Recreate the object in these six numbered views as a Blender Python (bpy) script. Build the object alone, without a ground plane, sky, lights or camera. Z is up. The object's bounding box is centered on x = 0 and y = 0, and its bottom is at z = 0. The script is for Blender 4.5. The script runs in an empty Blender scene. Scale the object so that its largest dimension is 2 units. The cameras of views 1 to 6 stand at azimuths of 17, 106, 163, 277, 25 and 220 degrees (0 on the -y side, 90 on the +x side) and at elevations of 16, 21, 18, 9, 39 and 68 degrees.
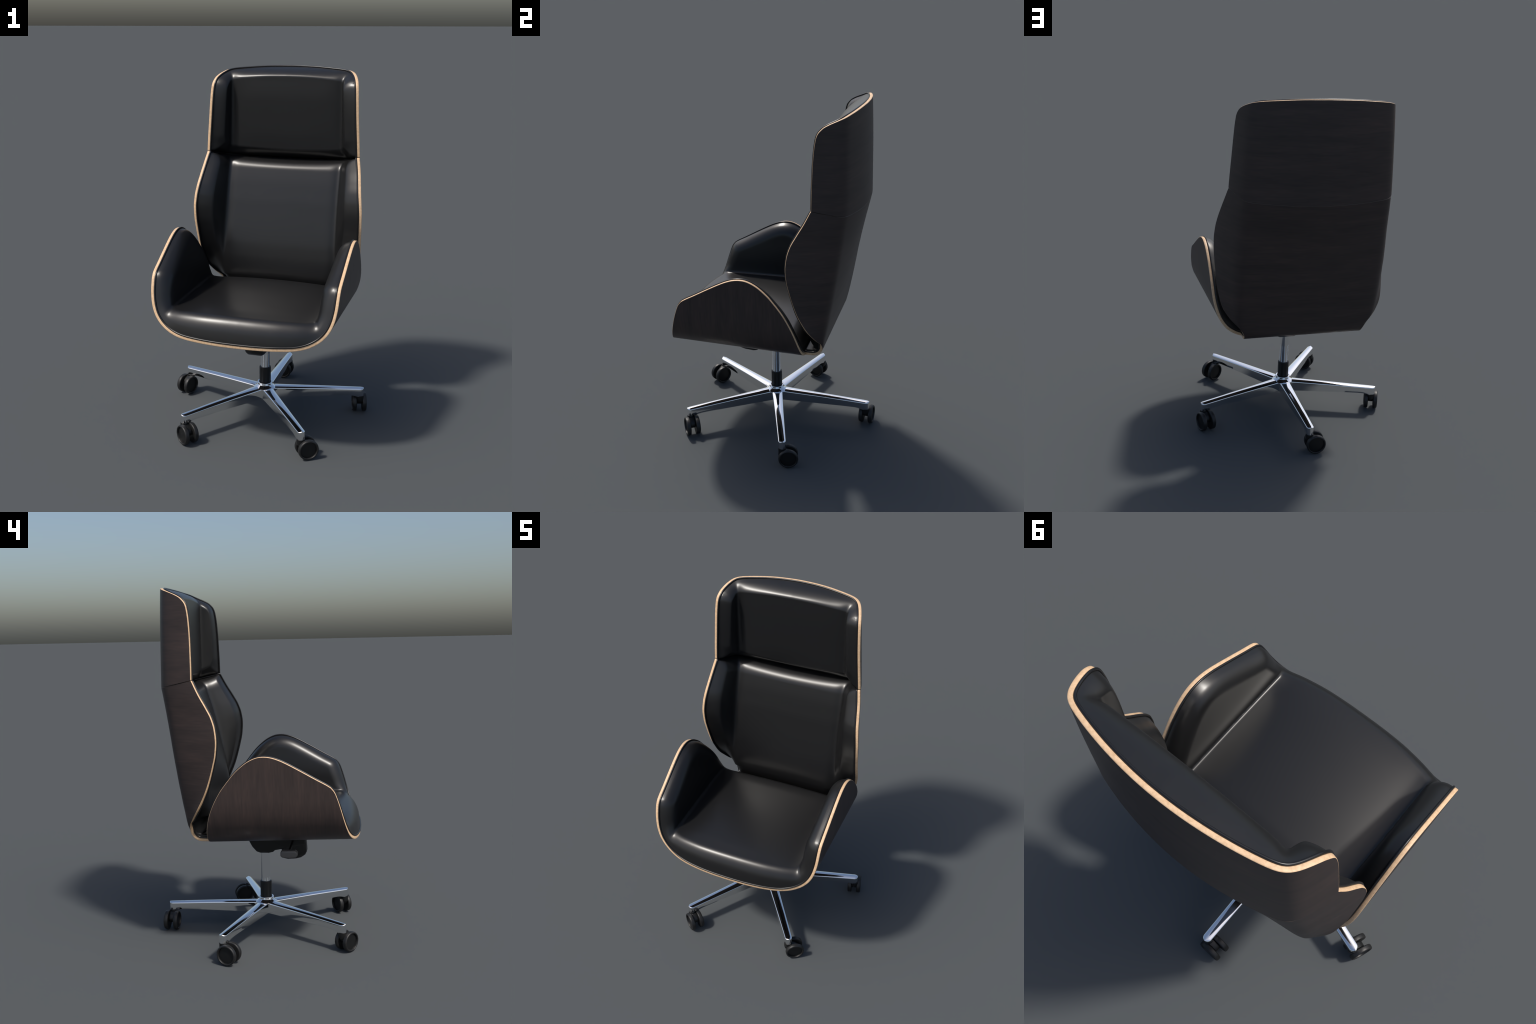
"""High-back swivel office chair: bent-plywood shells, black leather cushions,
polished five-leg base on twin-wheel casters."""
import bpy, math
import numpy as np
from mathutils import Matrix, Vector

CX = 0.011            # the chair's plane of symmetry
AXIS = (0.011, -0.026)  # swivel axis
PLY = 0.016           # plywood thickness


# ------------------------------------------------------------------ helpers
def pchip(xs, ys, x):
    """Monotone cubic interpolation of a small table."""
    xs = np.asarray(xs, float); ys = np.asarray(ys, float); x = np.asarray(x, float)
    h = np.diff(xs); d = np.diff(ys) / h
    m = np.zeros(len(xs)); m[0], m[-1] = d[0], d[-1]
    for i in range(1, len(xs) - 1):
        if d[i - 1] * d[i] > 0:
            w1, w2 = 2 * h[i] + h[i - 1], h[i] + 2 * h[i - 1]
            m[i] = (w1 + w2) / (w1 / d[i - 1] + w2 / d[i])
    k = np.clip(np.searchsorted(xs, x) - 1, 0, len(h) - 1)
    t = (x - xs[k]) / h[k]
    return ((2*t**3 - 3*t**2 + 1) * ys[k] + (t**3 - 2*t**2 + t) * h[k] * m[k]
            + (-2*t**3 + 3*t**2) * ys[k + 1] + (t**3 - t**2) * h[k] * m[k + 1])


def spline(points, n):
    """n points, evenly spaced by arc length, on a smooth curve through the points."""
    p = np.asarray(points, float)
    c = np.r_[0, np.cumsum(np.sqrt(np.linalg.norm(np.diff(p, axis=0), axis=1)))]
    # centripetal Catmull-Rom
    q = np.vstack([2*p[0] - p[1], p, 2*p[-1] - p[-2]])
    t = np.r_[c[0] - (c[1]-c[0]), c, c[-1] + (c[-1]-c[-2])]
    out = []
    for i in range(1, len(q) - 2):
        for s in np.linspace(t[i], t[i+1], 24, endpoint=False):
            a1 = (t[i]-s)/(t[i]-t[i-1])*q[i-1] + (s-t[i-1])/(t[i]-t[i-1])*q[i]
            a2 = (t[i+1]-s)/(t[i+1]-t[i])*q[i] + (s-t[i])/(t[i+1]-t[i])*q[i+1]
            a3 = (t[i+2]-s)/(t[i+2]-t[i+1])*q[i+1] + (s-t[i+1])/(t[i+2]-t[i+1])*q[i+2]
            b1 = (t[i+1]-s)/(t[i+1]-t[i-1])*a1 + (s-t[i-1])/(t[i+1]-t[i-1])*a2
            b2 = (t[i+2]-s)/(t[i+2]-t[i])*a2 + (s-t[i])/(t[i+2]-t[i])*a3
            out.append((t[i+1]-s)/(t[i+1]-t[i])*b1 + (s-t[i])/(t[i+1]-t[i])*b2)
    out.append(p[-1])
    out = np.array(out)
    L = np.r_[0, np.cumsum(np.linalg.norm(np.diff(out, axis=0), axis=1))]
    w = np.linspace(0, L[-1], n)
    return np.stack([np.interp(w, L, out[:, j]) for j in range(out.shape[1])], 1)


def smoothstep(a, b, x):
    t = np.clip((x - a) / (b - a), 0, 1)
    return t * t * (3 - 2 * t)


def grid_normals(G):
    du = np.gradient(G, axis=0); dv = np.gradient(G, axis=1)
    n = np.cross(du, dv)
    return n / np.maximum(np.linalg.norm(n, axis=2, keepdims=True), 1e-12)


def grid_faces(nu, nv, off=0, flip=False):
    i = np.arange(nu - 1)[:, None] * nv + np.arange(nv - 1)[None, :] + off
    f = np.stack([i, i + nv, i + nv + 1, i + 1], -1).reshape(-1, 4)
    return f[:, ::-1] if flip else f


def border(nu, nv):
    """Indices of the closed border loop of a grid."""
    a = [i * nv for i in range(nu)]
    b = [(nu - 1) * nv + j for j in range(1, nv)]
    c = [i * nv + nv - 1 for i in range(nu - 2, -1, -1)]
    d = [j for j in range(nv - 2, 0, -1)]
    return np.array(a + b + c + d)


def mesh(name, verts, faces, mat, parent=None, smooth=True, sharp=None):
    me = bpy.data.meshes.new(name)
    me.from_pydata([tuple(map(float, v)) for v in verts], [], [tuple(map(int, f)) for f in faces])
    me.update()
    if smooth:
        me.polygons.foreach_set("use_smooth", [True] * len(me.polygons))
        if sharp:
            me.set_sharp_from_angle(angle=math.radians(sharp))
    me.materials.append(mat)
    ob = bpy.data.objects.new(name, me)
    bpy.context.scene.collection.objects.link(ob)
    ob.parent = parent
    return ob


def tube_loop(points, side, r, n=10):
    """Closed round tube along a loop; side: vectors roughly perpendicular to the path."""
    p = np.asarray(points); t = np.roll(p, -1, 0) - np.roll(p, 1, 0)
    t /= np.linalg.norm(t, axis=1, keepdims=True)
    a = side - t * np.sum(side * t, 1, keepdims=True)
    a /= np.linalg.norm(a, axis=1, keepdims=True)
    b = np.cross(t, a)
    ang = np.arange(n) * 2 * math.pi / n
    V = p[:, None] + r * (np.cos(ang)[None, :, None] * a[:, None] + np.sin(ang)[None, :, None] * b[:, None])
    m = len(p); F = []
    for i in range(m):
        j = (i + 1) % m
        for k in range(n):
            l = (k + 1) % n
            F.append((i*n + k, i*n + l, j*n + l, j*n + k))
    return V.reshape(-1, 3), F


def lathe(profile, n=64, axis='z'):
    """Surface of revolution of (radius, height) pairs; ends on the axis are capped by r=0."""
    V, F = [], []
    m = len(profile)
    for i in range(n):
        a = 2 * math.pi * i / n
        for r, h in profile:
            if axis == 'z':
                V.append((r * math.cos(a), r * math.sin(a), h))
            else:
                V.append((r * math.sin(a), h, r * math.cos(a)))
    for i in range(n):
        j = (i + 1) % n
        for k in range(m - 1):
            F.append((i*m + k, j*m + k, j*m + k + 1, i*m + k + 1))
    return V, F


def round_profile(pts, r=0.002, n=4):
    """Round the inner corners of an open (radius, height) polyline."""
    out = [pts[0]]
    for a, b, c in zip(pts[:-2], pts[1:-1], pts[2:]):
        a, b, c = map(np.array, (a, b, c))
        d1, d2 = np.linalg.norm(a - b), np.linalg.norm(c - b)
        q = min(r, d1 * .49, d2 * .49)
        p0, p2 = b + (a - b) / d1 * q, b + (c - b) / d2 * q
        for t in np.linspace(0, 1, n + 1):
            out.append(tuple((1-t)**2 * p0 + 2*t*(1-t) * b + t*t * p2))
    out.append(pts[-1])
    return out


def extrude_outline(outline, half, bevel, name, mat, parent):
    """Prism of a (y, z) outline along x, -half..half, edges bevelled."""
    import bmesh
    bm = bmesh.new()
    vs = [bm.verts.new((-half, y, z)) for y, z in outline]
    f = bm.faces.new(vs)
    r = bmesh.ops.extrude_face_region(bm, geom=[f])
    bmesh.ops.translate(bm, verts=[e for e in r['geom'] if isinstance(e, bmesh.types.BMVert)], vec=(2 * half, 0, 0))
    bmesh.ops.recalc_face_normals(bm, faces=bm.faces)
    caps = [e for e in bm.edges if abs(e.verts[0].co.x - e.verts[1].co.x) < 1e-6]
    bmesh.ops.bevel(bm, geom=caps, offset=bevel, segments=4, profile=.5, affect='EDGES')
    me = bpy.data.meshes.new(name); bm.to_mesh(me); bm.free()
    me.polygons.foreach_set("use_smooth", [True] * len(me.polygons))
    me.set_sharp_from_angle(angle=math.radians(40))
    me.materials.append(mat)
    ob = bpy.data.objects.new(name, me)
    bpy.context.scene.collection.objects.link(ob); ob.parent = parent
    return ob


# ---------------------------------------------------------------- materials
def new_mat(name):
    m = bpy.data.materials.new(name); m.use_nodes = True
    nt = m.node_tree
    return m, nt, nt.nodes["Principled BSDF"]


def ramp(nt, stops):
    r = nt.nodes.new("ShaderNodeValToRGB")
    while len(r.color_ramp.elements) < len(stops):
        r.color_ramp.elements.new(0.5)
    for e, (p, c) in zip(r.color_ramp.elements, stops):
        e.position = p; e.color = (*c, 1)
    return r


def noise_at(nt, scale, detail, stretch, rough=.55, dist=0.0):
    tc = nt.nodes.new("ShaderNodeTexCoord"); mp = nt.nodes.new("ShaderNodeMapping")
    mp.inputs["Scale"].default_value = stretch
    nz = nt.nodes.new("ShaderNodeTexNoise")
    nz.inputs["Scale"].default_value = scale; nz.inputs["Detail"].default_value = detail
    nz.inputs["Roughness"].default_value = rough; nz.inputs["Distortion"].default_value = dist
    nt.links.new(tc.outputs["Object"], mp.inputs["Vector"]); nt.links.new(mp.outputs["Vector"], nz.inputs["Vector"])
    return nz


def veneer_material(name, stretch_fine, stretch_broad):
    m, nt, b = new_mat(name)
    fine = noise_at(nt, 1.0, 5, stretch_fine, .6, .35)
    broad = noise_at(nt, 1.0, 3, stretch_broad, .5, .6)
    add = nt.nodes.new("ShaderNodeMix"); add.data_type = 'FLOAT'
    add.inputs[0].default_value = .5
    nt.links.new(fine.outputs[0], add.inputs[2]); nt.links.new(broad.outputs[0], add.inputs[3])
    r = ramp(nt, [(.28, (.034, .0262, .0243)), (.46, (.048, .0355, .0322)), (.56, (.057, .0405, .0362)), (.74, (.080, .0520, .0448))])
    nt.links.new(add.outputs[0], r.inputs[0]); nt.links.new(r.outputs[0], b.inputs["Base Color"])
    b.inputs["Roughness"].default_value = .42
    b.inputs["Specular IOR Level"].default_value = .35
    bp = nt.nodes.new("ShaderNodeBump"); bp.inputs["Strength"].default_value = .06; bp.inputs["Distance"].default_value = .002
    nt.links.new(fine.outputs[0], bp.inputs["Height"]); nt.links.new(bp.outputs[0], b.inputs["Normal"])
    return m


def plain(name, color, rough, metallic=0.0, spec=.5, grain=0.0, grain_scale=400):
    m, nt, b = new_mat(name)
    b.inputs["Base Color"].default_value = (*color, 1)
    b.inputs["Roughness"].default_value = rough; b.inputs["Metallic"].default_value = metallic
    b.inputs["Specular IOR Level"].default_value = spec
    if grain:
        nz = noise_at(nt, grain_scale, 3, (1, 1, 1))
        bp = nt.nodes.new("ShaderNodeBump"); bp.inputs["Strength"].default_value = grain
        bp.inputs["Distance"].default_value = .001
        nt.links.new(nz.outputs[0], bp.inputs["Height"]); nt.links.new(bp.outputs[0], b.inputs["Normal"])
    return m


VENEER_BACK = veneer_material("dark_veneer_cross_grain", (9, 9, 110), (2.2, 2.2, 17))
VENEER_SEAT = veneer_material("dark_veneer_upright_grain", (9, 110, 9), (2.2, 17, 2.2))
LEATHER = plain("black_leather", (.0102, .0102, .0106), .325, spec=.5, grain=.02, grain_scale=700)
PIPING = plain("black_piping", (.008, .008, .009), .32)
CHROME = plain("polished_chrome", (.93, .94, .95), .035, metallic=1)
PLASTIC = plain("black_plastic", (.0075, .0078, .008), .42, spec=.42, grain=.03, grain_scale=900)
RUBBER = plain("black_rubber", (.012, .012, .0122), .46, spec=.45)
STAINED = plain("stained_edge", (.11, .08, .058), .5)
LEVER = plain("grey_plastic", (.085, .083, .08), .45)

PLYWOOD, _nt, _b = new_mat("pale_plywood_edge")
_n = noise_at(_nt, 90, 4, (1, 1, 1), .6)
_r = ramp(_nt, [(.30, (.62, .405, .230)), (.55, (.74, .505, .305)), (.75, (.80, .575, .365))])
_nt.links.new(_n.outputs[0], _r.inputs[0]); _nt.links.new(_r.outputs[0], _b.inputs["Base Color"])
_b.inputs["Roughness"].default_value = .5

# --------------------------------------------------------------- the chair
chair = bpy.data.objects.new("office_chair", None)
bpy.context.scene.collection.objects.link(chair)
chair["label"] = "high-back swivel chair, black leather, dark bent-plywood shells"
chair["category"] = "office chair"


def build_shell(name, outer, inward, veneer, joint=None):
    """Plywood shell from an outer grid and unit inward vectors; pale edge band as a sub-part."""
    nu, nv = outer.shape[:2]
    inner = outer + inward * PLY
    V = np.vstack([outer.reshape(-1, 3), inner.reshape(-1, 3)])
    n_out = grid_normals(outer)
    flip = np.mean(np.sum(n_out * inward, 2)) > 0
    F = np.vstack([grid_faces(nu, nv, 0, flip), grid_faces(nu, nv, nu*nv, not flip)])
    ob = mesh(name, V + [CX, 0, 0], F, veneer, chair)
    # edge band, very slightly rounded outward
    loop = border(nu, nv)
    po, pi = outer.reshape(-1, 3)[loop], inner.reshape(-1, 3)[loop]
    t = np.roll(po, -1, 0) - np.roll(po, 1, 0)
    t /= np.linalg.norm(t, axis=1, keepdims=True)
    out = np.cross(t, inward.reshape(-1, 3)[loop])
    out /= np.linalg.norm(out, axis=1, keepdims=True)
    c = outer.reshape(-1, 3).mean(0)
    if np.mean(np.sum(out * (po - c), 1)) < 0:
        out = -out
    prof = [(0.0, 0.0), (.06, .0011), (.14, .0016), (.5, .0018), (.86, .0016), (.94, .0011), (1.0, 0.0)]
    B = np.stack([po + (pi - po) * a + out * e for a, e in prof], 1)
    m, k = len(loop), len(prof); F = []
    for i in range(m):
        j = (i + 1) % m
        for q in range(k - 1):
            F.append((i*k + q, i*k + q + 1, j*k + q + 1, j*k + q))
    band = mesh("plywood_edge", B.reshape(-1, 3) + [CX, 0, 0], F, PLYWOOD, ob)
    if joint:                       # the first row meets the other shell: a dark joint
        band.data.materials.append(joint)
        for p in band.data.polygons:
            if p.index < (nu - 1) * (k - 1):
                p.material_index = 1
    return ob, inner, out


def build_cushion(name, base, front, inward, edge_out):
    """Closed cushion between the shell's inner face and its own front; piping round the border."""
    nu, nv = base.shape[:2]
    back = base + inward * .0015
    V = np.vstack([front.reshape(-1, 3), back.reshape(-1, 3)])
    n = grid_normals(front); flip = np.mean(np.sum(n * inward, 2)) < 0
    F = [tuple(f) for f in np.vstack([grid_faces(nu, nv, 0, flip), grid_faces(nu, nv, nu*nv, not flip)])]
    loop = border(nu, nv); off = nu * nv
    for a, b in zip(loop, np.roll(loop, -1)):
        F.append((a, b, b + off, a + off) if flip else (b, a, a + off, b + off))
    ob = mesh(name, V + [CX, 0, 0], F, LEATHER, chair, sharp=70)
    p = base.reshape(-1, 3)[loop]; iw = inward.reshape(-1, 3)[loop]
    TV, TF = tube_loop(p + iw * .0052 + edge_out * .0010, iw, .0048)
    mesh("piping", TV + [CX, 0, 0], TF, PIPING, ob)
    return ob


def roundover(d, r):
    return np.sqrt(np.clip(1 - np.clip(1 - d / r, 0, 1) ** 2, 0, 1))


# ---- backrest and headrest shells: rows of U-shaped cross-sections ---------
NU = 141                     # samples across
UK = 0.70                    # share of the half-section that is the back panel


def section_rows(rows, nv, fillet, corner_drop=None):
    """rows: (z_back, y_back, curvature, x_corner, x_edge, y_edge, z_edge), bottom or top first."""
    R = np.array(rows)
    c = np.r_[0, np.cumsum(np.linalg.norm(np.diff(R[:, [0, 1]], axis=0), axis=1) + .3*np.linalg.norm(np.diff(R[:, 4:7], axis=0), axis=1))]
    t = np.linspace(0, c[-1], nv)
    P = np.stack([pchip(c, R[:, j], t) for j in range(7)], 1)
    u_d = np.linspace(-1.4, 1.4, 561)
    u = np.linspace(-1, 1, NU)
    G = np.zeros((NU, nv, 3))
    for j, (zb, yb, k, xk, xe, ye, ze) in enumerate(P):
        xk = min(xk, xe * .965)
        a = np.abs(u_d)
        dk = k * xk * xk
        de = max(yb - ye, dk)
        w = (a - UK) / (1 - UK)
        x = np.where(a < UK, xk * a / UK, xk + (xe - xk) * (w + .32 * smoothstep(.74, 1.02, zb) * w * (1 - w)))
        d = np.where(a < UK, k * (xk * a / UK) ** 2, dk + (de - dk) * w)
        # gaussian rounding of the bend, fading out towards the edge
        s = fillet
        kern_w = np.exp(-.5 * ((u_d[:, None] - u_d[None, :]) / s) ** 2)
        kern_w /= kern_w.sum(1, keepdims=True)
        xs = kern_w @ (x * np.sign(u_d)); ds = kern_w @ d
        xs = np.interp(u, u_d, xs); ds = np.interp(u, u_d, ds)
        g = de if de > .004 else 1e9
        f = ds / g
        m = corner_drop(zb) if corner_drop else 0
        z = zb + (ze - zb) * ((1 - m) * f + m * np.clip(f, 0, 1) ** 6)
        G[:, j] = np.stack([xs, yb - ds, z], 1)
    return G, P, u


def inward_of(G, ref):
    n = grid_normals(G)
    if np.mean(np.sum(n * ref, 2)) < 0:
        n = -n
    return n


def row_cushion(G_in, P, u, pad_y, crease_x, wing, side_r, top_r, bot_r, top_last, groove, pad_scale):
    """Front face of a back cushion: flat centre pad, crease, side wings, rolled edges."""
    nu, nv = G_in.shape[:2]
    Q = np.zeros_like(G_in)
    u_d = np.linspace(-1.3, 1.3, 521); a = np.abs(u_d)
    for j in range(nv):
        zb, yb, k, xk, xe, ye, ze = P[j]
        e = G_in[-1, j]
        yp, sc = pad_y[j], pad_scale[j]
        xc = min(crease_x, e[0] * .84)
        ex, ey = e[0] - wing * sc, e[1] + .006
        w = (a - UK) / (1 - UK)
        x = np.where(a < UK, xc * a / UK, xc + (ex - xc) * w)
        y = np.where(a < UK, yp, yp + (ey - yp) * w)
        y = y + groove * np.exp(-((a - UK) / .045) ** 2)
        # wings bulge a little towards the sitter
        x = x - np.where(a > UK, .004 * sc * np.sin(np.clip(w, 0, 1) * math.pi), 0)
        s = .030
        K = np.exp(-.5 * ((u_d[:, None] - u_d[None, :]) / s) ** 2); K /= K.sum(1, keepdims=True)
        xs = np.interp(u, u_d, K @ (x * np.sign(u_d))); ys = np.interp(u, u_d, K @ y)
        g = (ze - zb) / max(yb - ye, .02)
        z = zb + g * np.clip(yb - ys, 0, None)
        Q[:, j] = np.stack([xs, ys, z], 1)
    L = np.linalg.norm(np.diff(G_in, axis=0), axis=2).sum(0)[None, :]
    d_side = (1 - np.abs(u))[:, None] * L / 2
    seg = np.linalg.norm(np.diff(G_in, axis=1), axis=2)
    along = np.concatenate([np.zeros((nu, 1)), np.cumsum(seg, 1)], 1)
    d_lo, d_hi = along, along[:, -1:] - along
    if not top_last:
        d_lo, d_hi = d_hi, d_lo
    R = roundover(d_side, side_r) * roundover(d_lo, bot_r) * roundover(d_hi, top_r)
    return G_in + R[..., None] * (Q - G_in)


lower_rows = [
    (1.449, .5295, .410, .405, .4600, .2970, 1.500), (1.380, .5130, .365, .407, .4740, .2620, 1.430),
    (1.310, .4960, .318, .409, .4850, .2230, 1.363), (1.250, .4820, .280, .411, .4935, .1930, 1.306),
    (1.190, .4680, .240, .413, .5010, .1765, 1.250), (1.130, .4545, .203, .415, .5055, .1700, 1.185),
    (1.070, .4405, .168, .416, .5050, .1750, 1.120), (1.010, .4265, .134, .413, .5025, .1880, 1.060),
    (.950, .4125, .103, .411, .4990, .2050, .998), (.890, .3980, .075, .408, .4945, .2280, .930),
    (.840, .3860, .052, .404, .4860, .2520, .876), (.790, .3735, .032, .398, .4710, .2830, .818),
    (.745, .3620, .016, .392, .4320, .3180, .756), (.705, .3515, .004, .378, .3870, .3400, .710),
    (.670, .3425, .000, .350, .3590, .3425, .670), (.648, .3325, .000, .342, .3515, .3325, .648),
    (.630, .3150, .000, .339, .3485, .3150, .630), (.621, .2930, .000, .338, .3475, .2930, .621),
    (.619, .2700, .000, .337, .3465, .2700, .619), (.619, .2420, .000, .337, .3465, .2420, .619)]
G, P, u = section_rows(lower_rows, 130, .045)
inw = inward_of(G, np.array([0, -1, .3]))
_, G_in, eo = build_shell("backrest_shell", G, inw, VENEER_BACK, STAINED)
zc = P[:, 0]
pad = P[:, 1] - pchip([.60, .70, .78, .86, .95, 1.08, 1.26, 1.46], [.075, .115, .143, .158, .1655, .168, .164, .149], zc)
scale = smoothstep(.70, .92, zc) * (1 - .22 * smoothstep(1.1, 1.4, zc))
front = row_cushion(G_in, P, u, pad, .338, .080, .042, .082, .03, False, .008, np.maximum(scale, .25))
curl = smoothstep(.72, .60, zc)[None, :, None]           # under the curl the padding thins out
front = front * (1 - curl) + (G_in + inw * .02) * curl
front[[0, -1]] = G_in[[0, -1]]; front[:, [0, -1]] = G_in[:, [0, -1]]
build_cushion("backrest_cushion", G_in, front, inw, eo)

# headrest: level cross-sections by height, trimmed by the seam, the side edges and the arched top
z_t = np.linspace(1.40, 2.04, 65)
u_d = np.linspace(-1.5, 1.5, 601); u_t = np.linspace(-1.2, 1.2, 481)
Y_SIDE = .295
K = np.exp(-.5 * ((u_d[:, None] - u_d[None, :]) / .054) ** 2); K /= K.sum(1, keepdims=True)


def head_section(z):
    yb = pchip([1.40, 1.75, 1.92, 2.04], [.5305, .5252, .5198, .514], z)
    xk = pchip([1.40, 1.65, 1.85, 2.04], [.409, .402, .392, .377], z)
    xe = pchip([1.40, 1.50, 1.75, 1.90, 2.04], [.466, .462, .4475, .4420, .4375], z)
    return float(yb), float(xk), float(xe)


tab = []
for z in z_t:
    yb, xk, xe = head_section(z)
    w = (np.abs(u_d) - UK) / (1 - UK); yk = yb - .41 * xk * xk
    back = np.abs(u_d) < UK
    x = np.where(back, xk * u_d / UK, np.sign(u_d) * (xk + (xe - xk) * (w + .42 * w * (1 - w))))
    y = np.where(back, yb - .41 * (xk * u_d / UK) ** 2, yk + (Y_SIDE - yk) * w)
    tab.append(np.stack([np.interp(u_t, u_d, K @ x), np.interp(u_t, u_d, K @ y)], 1))
tab = np.array(tab)


def bilinear(T, D):
    fu = np.clip((D[..., 0] - u_t[0]) / (u_t[1] - u_t[0]), 0, len(u_t) - 1.001)
    fz = np.clip((D[..., 1] - z_t[0]) / (z_t[1] - z_t[0]), 0, len(z_t) - 1.001)
    i, j = fu.astype(int), fz.astype(int); p, q = (fu - i)[..., None], (fz - j)[..., None]
    return (T[j, i] * (1 - p) * (1 - q) + T[j, i + 1] * p * (1 - q) + T[j + 1, i] * (1 - p) * q + T[j + 1, i + 1] * p * q)


def head_point(D):
    xy = bilinear(tab, D)
    return np.concatenate([xy, D[..., 1:2]], -1)


def u_at(y, z):
    """Share u of the right half-section at which the section of height z passes depth y."""
    row = tab[int(np.argmin(np.abs(z_t - z)))]; h = u_t >= 0
    return float(np.interp(-y, -row[h, 1], u_t[h]))


def yz(points):
    return [(0.0 if y is None else u_at(y, z), z) for y, z in points]


bottom_edge = spline(yz([(None, 1.4512), (.520, 1.4535), (.495, 1.4592), (.463, 1.4666), (.42, 1.4764), (.36, 1.4902), (.299, 1.5038)]), 71)
side_edge = spline(yz([(.299, 1.5038), (.2995, 1.585), (.301, 1.658), (.3035, 1.737), (.3080, 1.805), (.3125, 1.845), (.3172, 1.872),
                       (.3215, 1.888), (.3275, 1.901), (.3350, 1.911)]), 91)
top_edge = spline(yz([(None, 1.9965), (.508, 1.9938), (.490, 1.9868), (.466, 1.978), (.440, 1.9680), (.417, 1.959), (.392, 1.949),
                      (.370, 1.9385), (.352, 1.9275), (.3350, 1.911)]), 71)


def full(e):
    return np.vstack([e[::-1] * [-1, 1], e[1:]])


def coons(c0, c1, d0, d1):
    """Grid in a flat domain between two curves c (across) and two curves d (along)."""
    uu = np.linspace(0, 1, len(c0))[:, None, None]; vv = np.linspace(0, 1, len(d0))[None, :, None]
    return ((1 - vv) * c0[:, None] + vv * c1[:, None] + (1 - uu) * d0[None] + uu * d1[None]
            - ((1 - uu) * (1 - vv) * c0[0] + uu * (1 - vv) * c0[-1] + (1 - uu) * vv * c1[0] + uu * vv * c1[-1]))


def border_distance(D, scale):
    """Distance of every grid point to the nearest border point, in the scaled domain."""
    nu, nv = D.shape[:2]
    flat = D.reshape(-1, 2) * scale
    loop = flat[border(nu, nv)]
    dense = np.vstack([loop * (1 - t) + np.roll(loop, -1, 0) * t for t in (0, .25, .5, .75)])
    dist = np.zeros(len(flat))
    for i0 in range(0, len(flat), 1000):
        dist[i0:i0 + 1000] = np.linalg.norm(flat[i0:i0 + 1000, None] - dense[None], axis=2).min(1)
    return dist.reshape(nu, nv)


D = coons(full(bottom_edge), full(top_edge), side_edge * [-1, 1], side_edge)
G = head_point(D)
e = 2e-3
du = head_point(D + [e, 0]) - head_point(D - [e, 0]); dz = head_point(D + [0, e]) - head_point(D - [0, e])
inw = np.cross(du, dz); inw /= np.linalg.norm(inw, axis=2, keepdims=True)
if np.mean(inw[..., 1]) > 0:
    inw = -inw
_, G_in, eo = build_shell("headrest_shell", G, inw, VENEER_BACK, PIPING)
# cushion front: centre pad, crease, side wings
a = np.abs(D[..., 0]); w = np.clip((a - UK) / (1 - UK), -.2, 1.1)
XC, YP, WING = .335, .386, .084
u_h = np.linspace(0, 1.2, 500)
w_h = (u_h - UK) / (1 - UK)
sx = np.where(u_h < UK, XC * u_h / UK, XC + (.440 - WING - XC) * w_h - .003 * np.sin(np.clip(w_h, 0, 1) * math.pi))
sy = np.where(u_h < UK, YP, YP + (.305 - YP) * w_h) + .007 * np.exp(-((u_h - UK) / .045) ** 2)
Kh = np.exp(-.5 * ((u_h[:, None] - u_h[None, :]) / .030) ** 2); Kh /= Kh.sum(1, keepdims=True)
sx[u_h > .05] = (Kh @ sx)[u_h > .05]; sy = Kh @ sy
edge_x = bilinear(tab, np.stack([np.ones_like(a), D[..., 1]], -1))[..., 0] - .443
dist = border_distance(D, np.array([.585, 1.0]))
top_row = np.interp(a, top_edge[:, 0], top_edge[:, 1]) - D[..., 1]
near_top = smoothstep(.12, .0, top_row) * smoothstep(1.05, .75, a)
plump = smoothstep(1.47, 1.62, D[..., 1]) * smoothstep(1.96, 1.80, D[..., 1]) * smoothstep(.72, .40, a)   # the pad swells in its middle
Q = np.stack([np.sign(D[..., 0]) * (np.interp(a, u_h, sx) + edge_x * smoothstep(.6, 1, a)), np.interp(a, u_h, sy) - .004 * plump,
              D[..., 1] - .020 * near_top], -1)
low = smoothstep(.10, .03, D[..., 1] - np.interp(a, bottom_edge[:, 0], bottom_edge[:, 1]))
radius = .038 + .006 * near_top + .062 * low
front = G_in + roundover(dist, radius)[..., None] * (Q - G_in)
build_cushion("headrest_cushion", G_in, front, inw, eo)

# ---- seat shell: one U-section swept front to back, trimmed by the arm outline
half = spline([(0, .621), (.10, .622), (.20, .6255), (.30, .632), (.345, .6405), (.39, .657), (.438, .688), (.474, .73),
               (.496, .78), (.508, .84), (.5125, .90), (.516, 1.0), (.520, 1.13)], 900)
S = np.r_[0, np.cumsum(np.linalg.norm(np.diff(half, axis=0), axis=1))]
tan = np.gradient(half, axis=0); tan /= np.linalg.norm(tan, axis=1, keepdims=True)


def at_x(x): return float(np.interp(x, half[:, 0], S))
def at_z(z): return float(np.interp(z, half[:, 1], S))


def seat_point(s, y):
    a = np.abs(s)
    x, z = np.interp(a, S, half[:, 0]), np.interp(a, S, half[:, 1])
    drop = -(.012 + .012 * smoothstep(.1, .35, x)) * np.clip((y + .55) / .79, 0, 1) * smoothstep(.80, .63, z)
    return np.stack([np.sign(s) * x, y, z + drop], -1)


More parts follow.
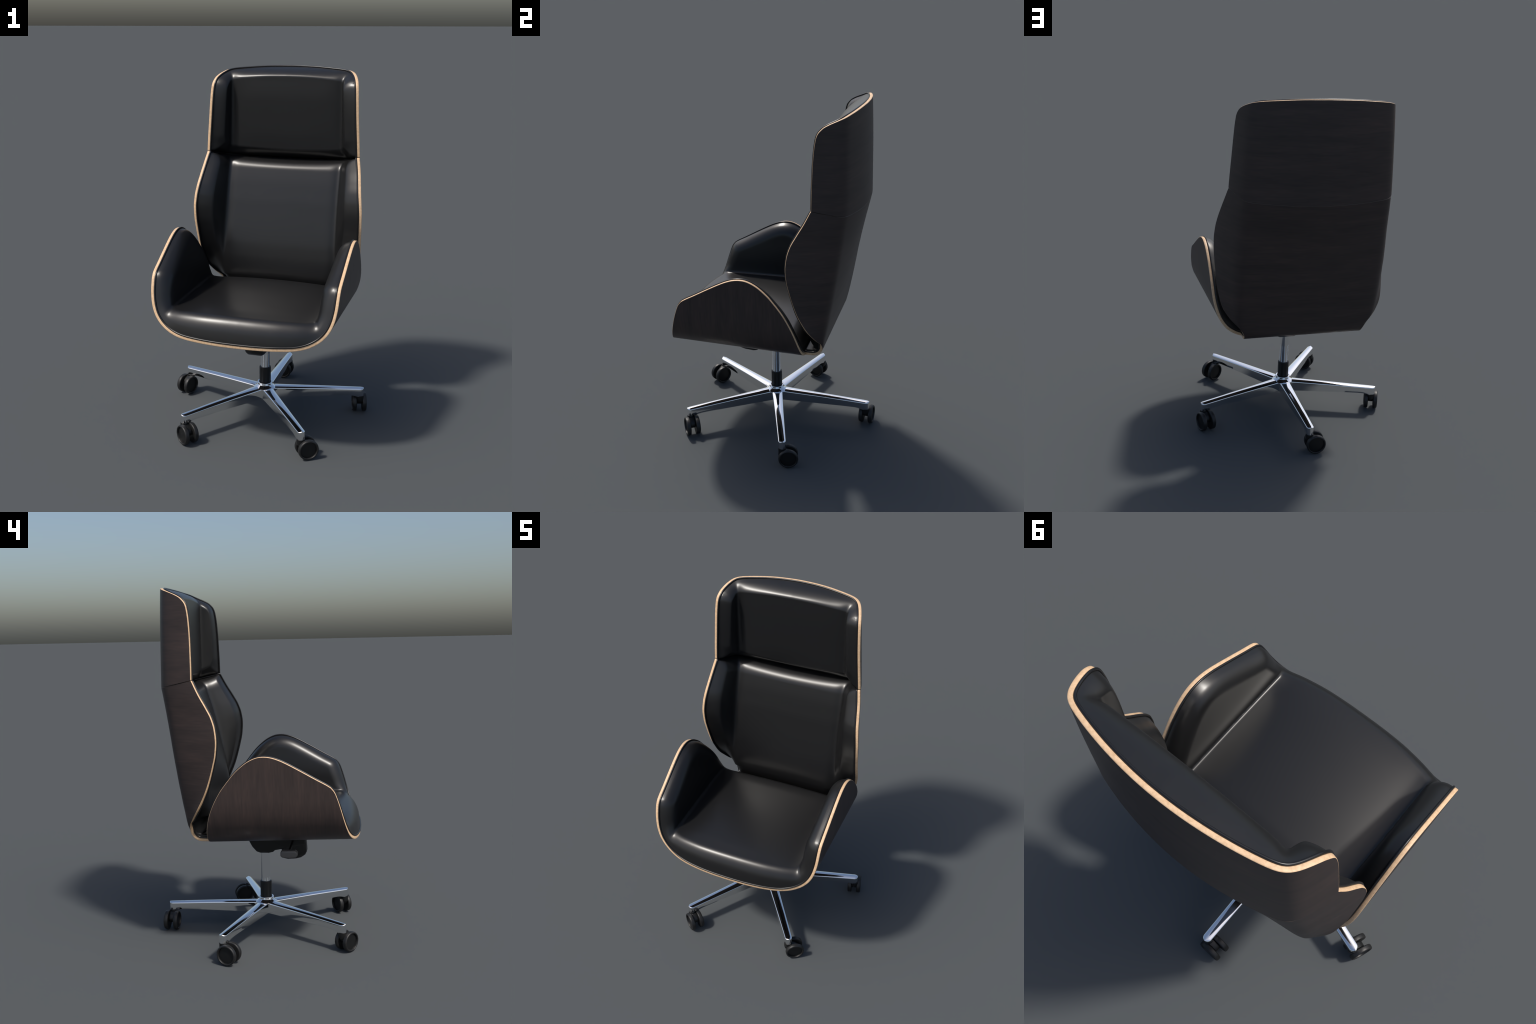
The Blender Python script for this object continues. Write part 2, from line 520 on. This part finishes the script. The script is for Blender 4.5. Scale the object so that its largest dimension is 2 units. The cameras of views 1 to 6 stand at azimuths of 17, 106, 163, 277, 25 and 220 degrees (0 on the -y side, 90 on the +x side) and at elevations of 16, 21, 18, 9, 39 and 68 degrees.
front_edge = spline([(0, -.5785), (at_x(.10), -.577), (at_x(.2), -.571), (at_x(.26), -.563), (at_x(.32), -.552),
                     (at_x(.38), -.537), (at_z(.686), -.520), (at_z(.726), -.507), (at_z(.77), -.4945),
                     (at_z(.837), -.476), (at_z(.89), -.459), (at_z(.925), -.444), (at_z(.947), -.426)], 81)
arm_edge = spline([(at_z(.947), -.426), (at_z(.960), -.405), (at_z(.99), -.349), (at_z(1.03), -.277), (at_z(1.069), -.204),
                   (at_z(1.0895), -.160), (at_z(1.1025), -.120), (at_z(1.107), -.085), (at_z(1.1025), -.045), (at_z(1.079), .006),
                   (at_z(1.027), .068), (at_z(.971), .115)], 101)
rear_edge = spline([(0, .238), (at_x(.2), .238), (at_x(.39), .238), (at_z(.686), .2365), (at_z(.734), .228), (at_z(.803), .208),
                    (at_z(.861), .184), (at_z(.921), .151), (at_z(.971), .115)], 81)


F0, F1 = full(front_edge), full(rear_edge)          # both left to right
A0, A1 = arm_edge * [-1, 1], arm_edge               # front to rear
nu, nv = len(F0), len(A0)
D = coons(F0, F1, A0, A1)
G = seat_point(D[..., 0], D[..., 1])
a = np.abs(D[..., 0])
tx, tz = np.interp(a, S, tan[:, 0]), np.interp(a, S, tan[:, 1])
inw = np.stack([-np.sign(D[..., 0]) * tz, np.zeros_like(a), tx], -1)
inw /= np.linalg.norm(inw, axis=2, keepdims=True)
_, G_in, eo = build_shell("seat_shell", G, inw, VENEER_SEAT)

# cushion front: crowned seat, crease, padded inner arms
s_knots = [0, at_x(.2), at_x(.34), at_z(.688), at_z(.78), at_z(.84), at_z(.90), at_z(1.0), at_z(1.13)]
q_x = [0, .2, .345, .396, .401, .403, .409, .422, .435]
q_z = [.757, .757, .757, .764, .815, .870, .92, 1.01, 1.13]
s_d = np.linspace(0, S[-1], 700)
qx, qz = np.interp(s_d, s_knots, q_x), np.interp(s_d, s_knots, q_z)
sm = np.exp(-.5 * ((s_d[:, None] - s_d[None, :]) / .024) ** 2); sm /= sm.sum(1, keepdims=True)
e0 = qx.copy(); qx, qz = sm @ qx, sm @ qz
qx[:40] = e0[:40]
Qx = np.interp(a, s_d, qx); Qz = np.interp(a, s_d, qz)
crown = pchip([-.60, -.50, -.42, -.3, -.1, .08, .17, .24], [.755, .768, .778, .784, .787, .784, .774, .757], D[..., 1]) - .755
Qz = Qz + crown * np.clip(1 - (Qx / .405) ** 2, 0, 1) ** .8 * (a < at_z(.70))
Q = np.stack([np.sign(D[..., 0]) * Qx, D[..., 1], Qz], -1)
flat = D.reshape(-1, 2)
dist = border_distance(D, np.array([1.0, 1.0])).reshape(-1)
is_front = smoothstep(.62, .38, np.abs(flat[:, 0])) * smoothstep(-.1, -.4, flat[:, 1])
radius = .080 - .010 * is_front
R = roundover(dist, radius).reshape(nu, nv)
front = G_in + R[..., None] * (Q - G_in)
build_cushion("seat_cushion", G_in, front, inw, eo)

# ---- tilt mechanism and lever ---------------------------------------------
ay = AXIS[1]
mech = extrude_outline([(ay + y, z) for y, z in [
    (.120, .606), (.072, .515), (.047, .487), (.024, .479), (-.024, .479), (-.050, .485), (-.060, .495), (-.10, .503),
    (-.235, .53), (-.240, .606)]], .056, .012, "tilt_mechanism", PLASTIC, chair)
mech.location.x = CX
knob = extrude_outline([(ay + y, z) for y, z in [
    (-.100, .56), (-.098, .470), (-.110, .447), (-.135, .441), (-.185, .445), (-.212, .452), (-.236, .469), (-.245, .487),
    (-.240, .56)]], .052, .020, "tension_knob", PLASTIC, mech)
paddle = extrude_outline([(ay + y, z) for y, z in [
    (-.130, .534), (-.121, .543), (-.121, .561), (-.130, .572), (-.202, .573), (-.213, .563), (-.214, .545), (-.205, .535),
    (-.167, .530)]], .022, .008, "lever_paddle", LEVER, mech)
paddle.location.x = -.338
rod = extrude_outline([(ay - .165 + .007 * math.cos(t), .552 + .007 * math.sin(t)) for t in np.linspace(0, 2 * math.pi, 13)[:-1]],
                      .14, .001, "lever_rod", PLASTIC, mech)
rod.location.x = -.19
# ---- gas lift ---------------------------------------------------------------
V, F = lathe([(0, .13), (.0265, .13), (.0265, .50), (0, .50)], 64)
lift = mesh("gas_lift", V, F, CHROME, chair, sharp=40); lift.location = (*AXIS, 0)
V, F = lathe(round_profile([(.0262, .19), (.0335, .19), (.0335, .302), (.0262, .302)], .004), 64)
sl = mesh("lift_sleeve", V, F, PLASTIC, lift, sharp=40)

# ---- star base ---------------------------------------------------------------
base = bpy.data.objects.new("star_base", None)
bpy.context.scene.collection.objects.link(base); base.parent = chair; base.location = (*AXIS, 0)
V, F = lathe(round_profile([(0, .116), (.043, .116), (.046, .130), (.047, .168), (.062, .1715), (.066, .1760), (.053, .187), (.0475, .1925),
                            (.0450, .1950), (.0452, .2055), (.0425, .2085), (.036, .2085), (.034, .204), (.034, .18)], .002), 90)
mesh("hub", V, F, CHROME, base, sharp=50)


def leg_mesh():
    """One tapering leg along +x: gently domed top, upright sides, rounded end, caster socket."""
    r0, r1 = .030, .5845
    rs = np.r_[np.linspace(r0, r1 - .022, 40), r1 - .022 + .022 * np.sin(np.linspace(.08, math.pi / 2, 14))]
    V = []; prof = []
    m = 17
    for r in rs:
        w = pchip([.03, .10, .30, r1], [.0325, .0305, .0255, .0215], r)
        end = (r - (r1 - .022)) / .022
        k = math.sqrt(max(0, 1 - end * end)) if end > 0 else 1
        w *= max(k, .02)
        z_top = float(pchip([.03, .07, .30, r1], [.1815, .1800, .1720, .1600], r))
        z_bot = float(pchip([.03, .30, .49, .515, .540, .556, r1], [.114, .118, .1205, .1185, .1120, .1085, .1084], r))
        ring = []
        crown = .0058
        for t in np.linspace(-1, 1, m):
            ring.append((r, t * w * .93, z_top + crown * (1 - t * t) - crown * .6))
        e = z_top - crown * .6
        ring += [(r, w * .985, e - .0022), (r, w, e - .006), (r, w, (e + z_bot) / 2), (r, w * .97, z_bot + .002), (r, w * .90, z_bot)]
        ring += [(r, -w * .90, z_bot), (r, -w * .97, z_bot + .002), (r, -w, (e + z_bot) / 2), (r, -w, e - .006), (r, -w * .985, e - .0022)]
        prof.append(ring)
    n = len(prof[0]); V = [p for ring in prof for p in ring]; F = []
    for i in range(len(prof) - 1):
        for k in range(n):
            l = (k + 1) % n
            F.append((i*n + k, i*n + l, (i+1)*n + l, (i+1)*n + k))
    F.append(tuple(range((len(prof) - 1) * n, len(prof) * n)))
    F.append(tuple(reversed(range(n))))
    return V, F


V, F = leg_mesh()
first_leg = mesh("leg", V, F, CHROME, base, sharp=38)
legs = [first_leg]
for i in range(1, 5):
    o = first_leg.copy(); bpy.context.scene.collection.objects.link(o); legs.append(o)
for i, o in enumerate(legs):
    o.rotation_euler.z = math.radians(90 + 72 * i)

# ---- casters -------------------------------------------------------------------
WR, OFF = .0565, .034
tyre_prof = round_profile([(.032, -.0125), (.0520, -.0125), (.0560, -.0095), (WR, -.004), (WR, .004), (.0550, .0100), (.0510, .0130),
                           (.0470, .0128), (.0452, .0095), (.0445, .0030)], .003)
disc_prof = round_profile([(.0450, .0030), (.040, .0034), (.0, .0050)], .002)
back_prof = round_profile([(0, -.0118), (.033, -.0118)], .001)
TV, TF = lathe(tyre_prof, 56, 'y'); DV, DF = lathe(disc_prof, 56, 'y'); BV, BF = lathe(back_prof, 56, 'y')
housing_outline = [(-.0120, .1080), (-.0150, .085), (-.010, .066), (.008, .052), (.028, .044), (.046, .046), (.057, .056),
                   (.060, .070), (.054, .084), (.040, .096), (.022, .104), (.012, .108)]
cup_prof = round_profile([(0, .074), (.0165, .074), (.0208, .080), (.0222, .092), (.0226, .1125), (.0212, .1135), (.0205, .106), (0, .106)], .003)
CV, CF = lathe(cup_prof, 40)


def make_caster():
    hub = extrude_outline(housing_outline, .0150, .004, "caster_housing", PLASTIC, None)
    hub.data.transform(Matrix.Rotation(-math.pi / 2, 4, 'Z'))   # outline runs along +x
    cup = mesh("stem_cup", CV, CF, PLASTIC, None, sharp=40)
    wheels = []
    for side in (1, -1):
        w = mesh("wheel", TV, TF, RUBBER, None, sharp=40)
        d = mesh("wheel_disc", DV + BV, DF + [tuple(i + len(DV) for i in f) for f in BF], PLASTIC, None, sharp=40)
        wheels.append((side, w, d))
    return (hub, cup), wheels


hub0, wheels0 = make_caster()
for i in range(5):
    ang = math.radians(90 + 72 * i)
    c = bpy.data.objects.new("caster", None)
    bpy.context.scene.collection.objects.link(c); c.parent = chair
    c.location = (AXIS[0] + .563 * math.cos(ang), AXIS[1] + .563 * math.sin(ang), 0)
    c.rotation_euler.z = ang + math.radians(87)
    for src in hub0:
        h = src if i == 0 else src.copy()
        if i: bpy.context.scene.collection.objects.link(h)
        h.parent = c
    for side, w0, d0 in wheels0:
        for src in (w0, d0):
            o = src if i == 0 else src.copy()
            if i: bpy.context.scene.collection.objects.link(o)
            o.parent = c
            o.location = (OFF, side * .0285, WR)
            o.rotation_euler.z = 0 if side > 0 else math.pi
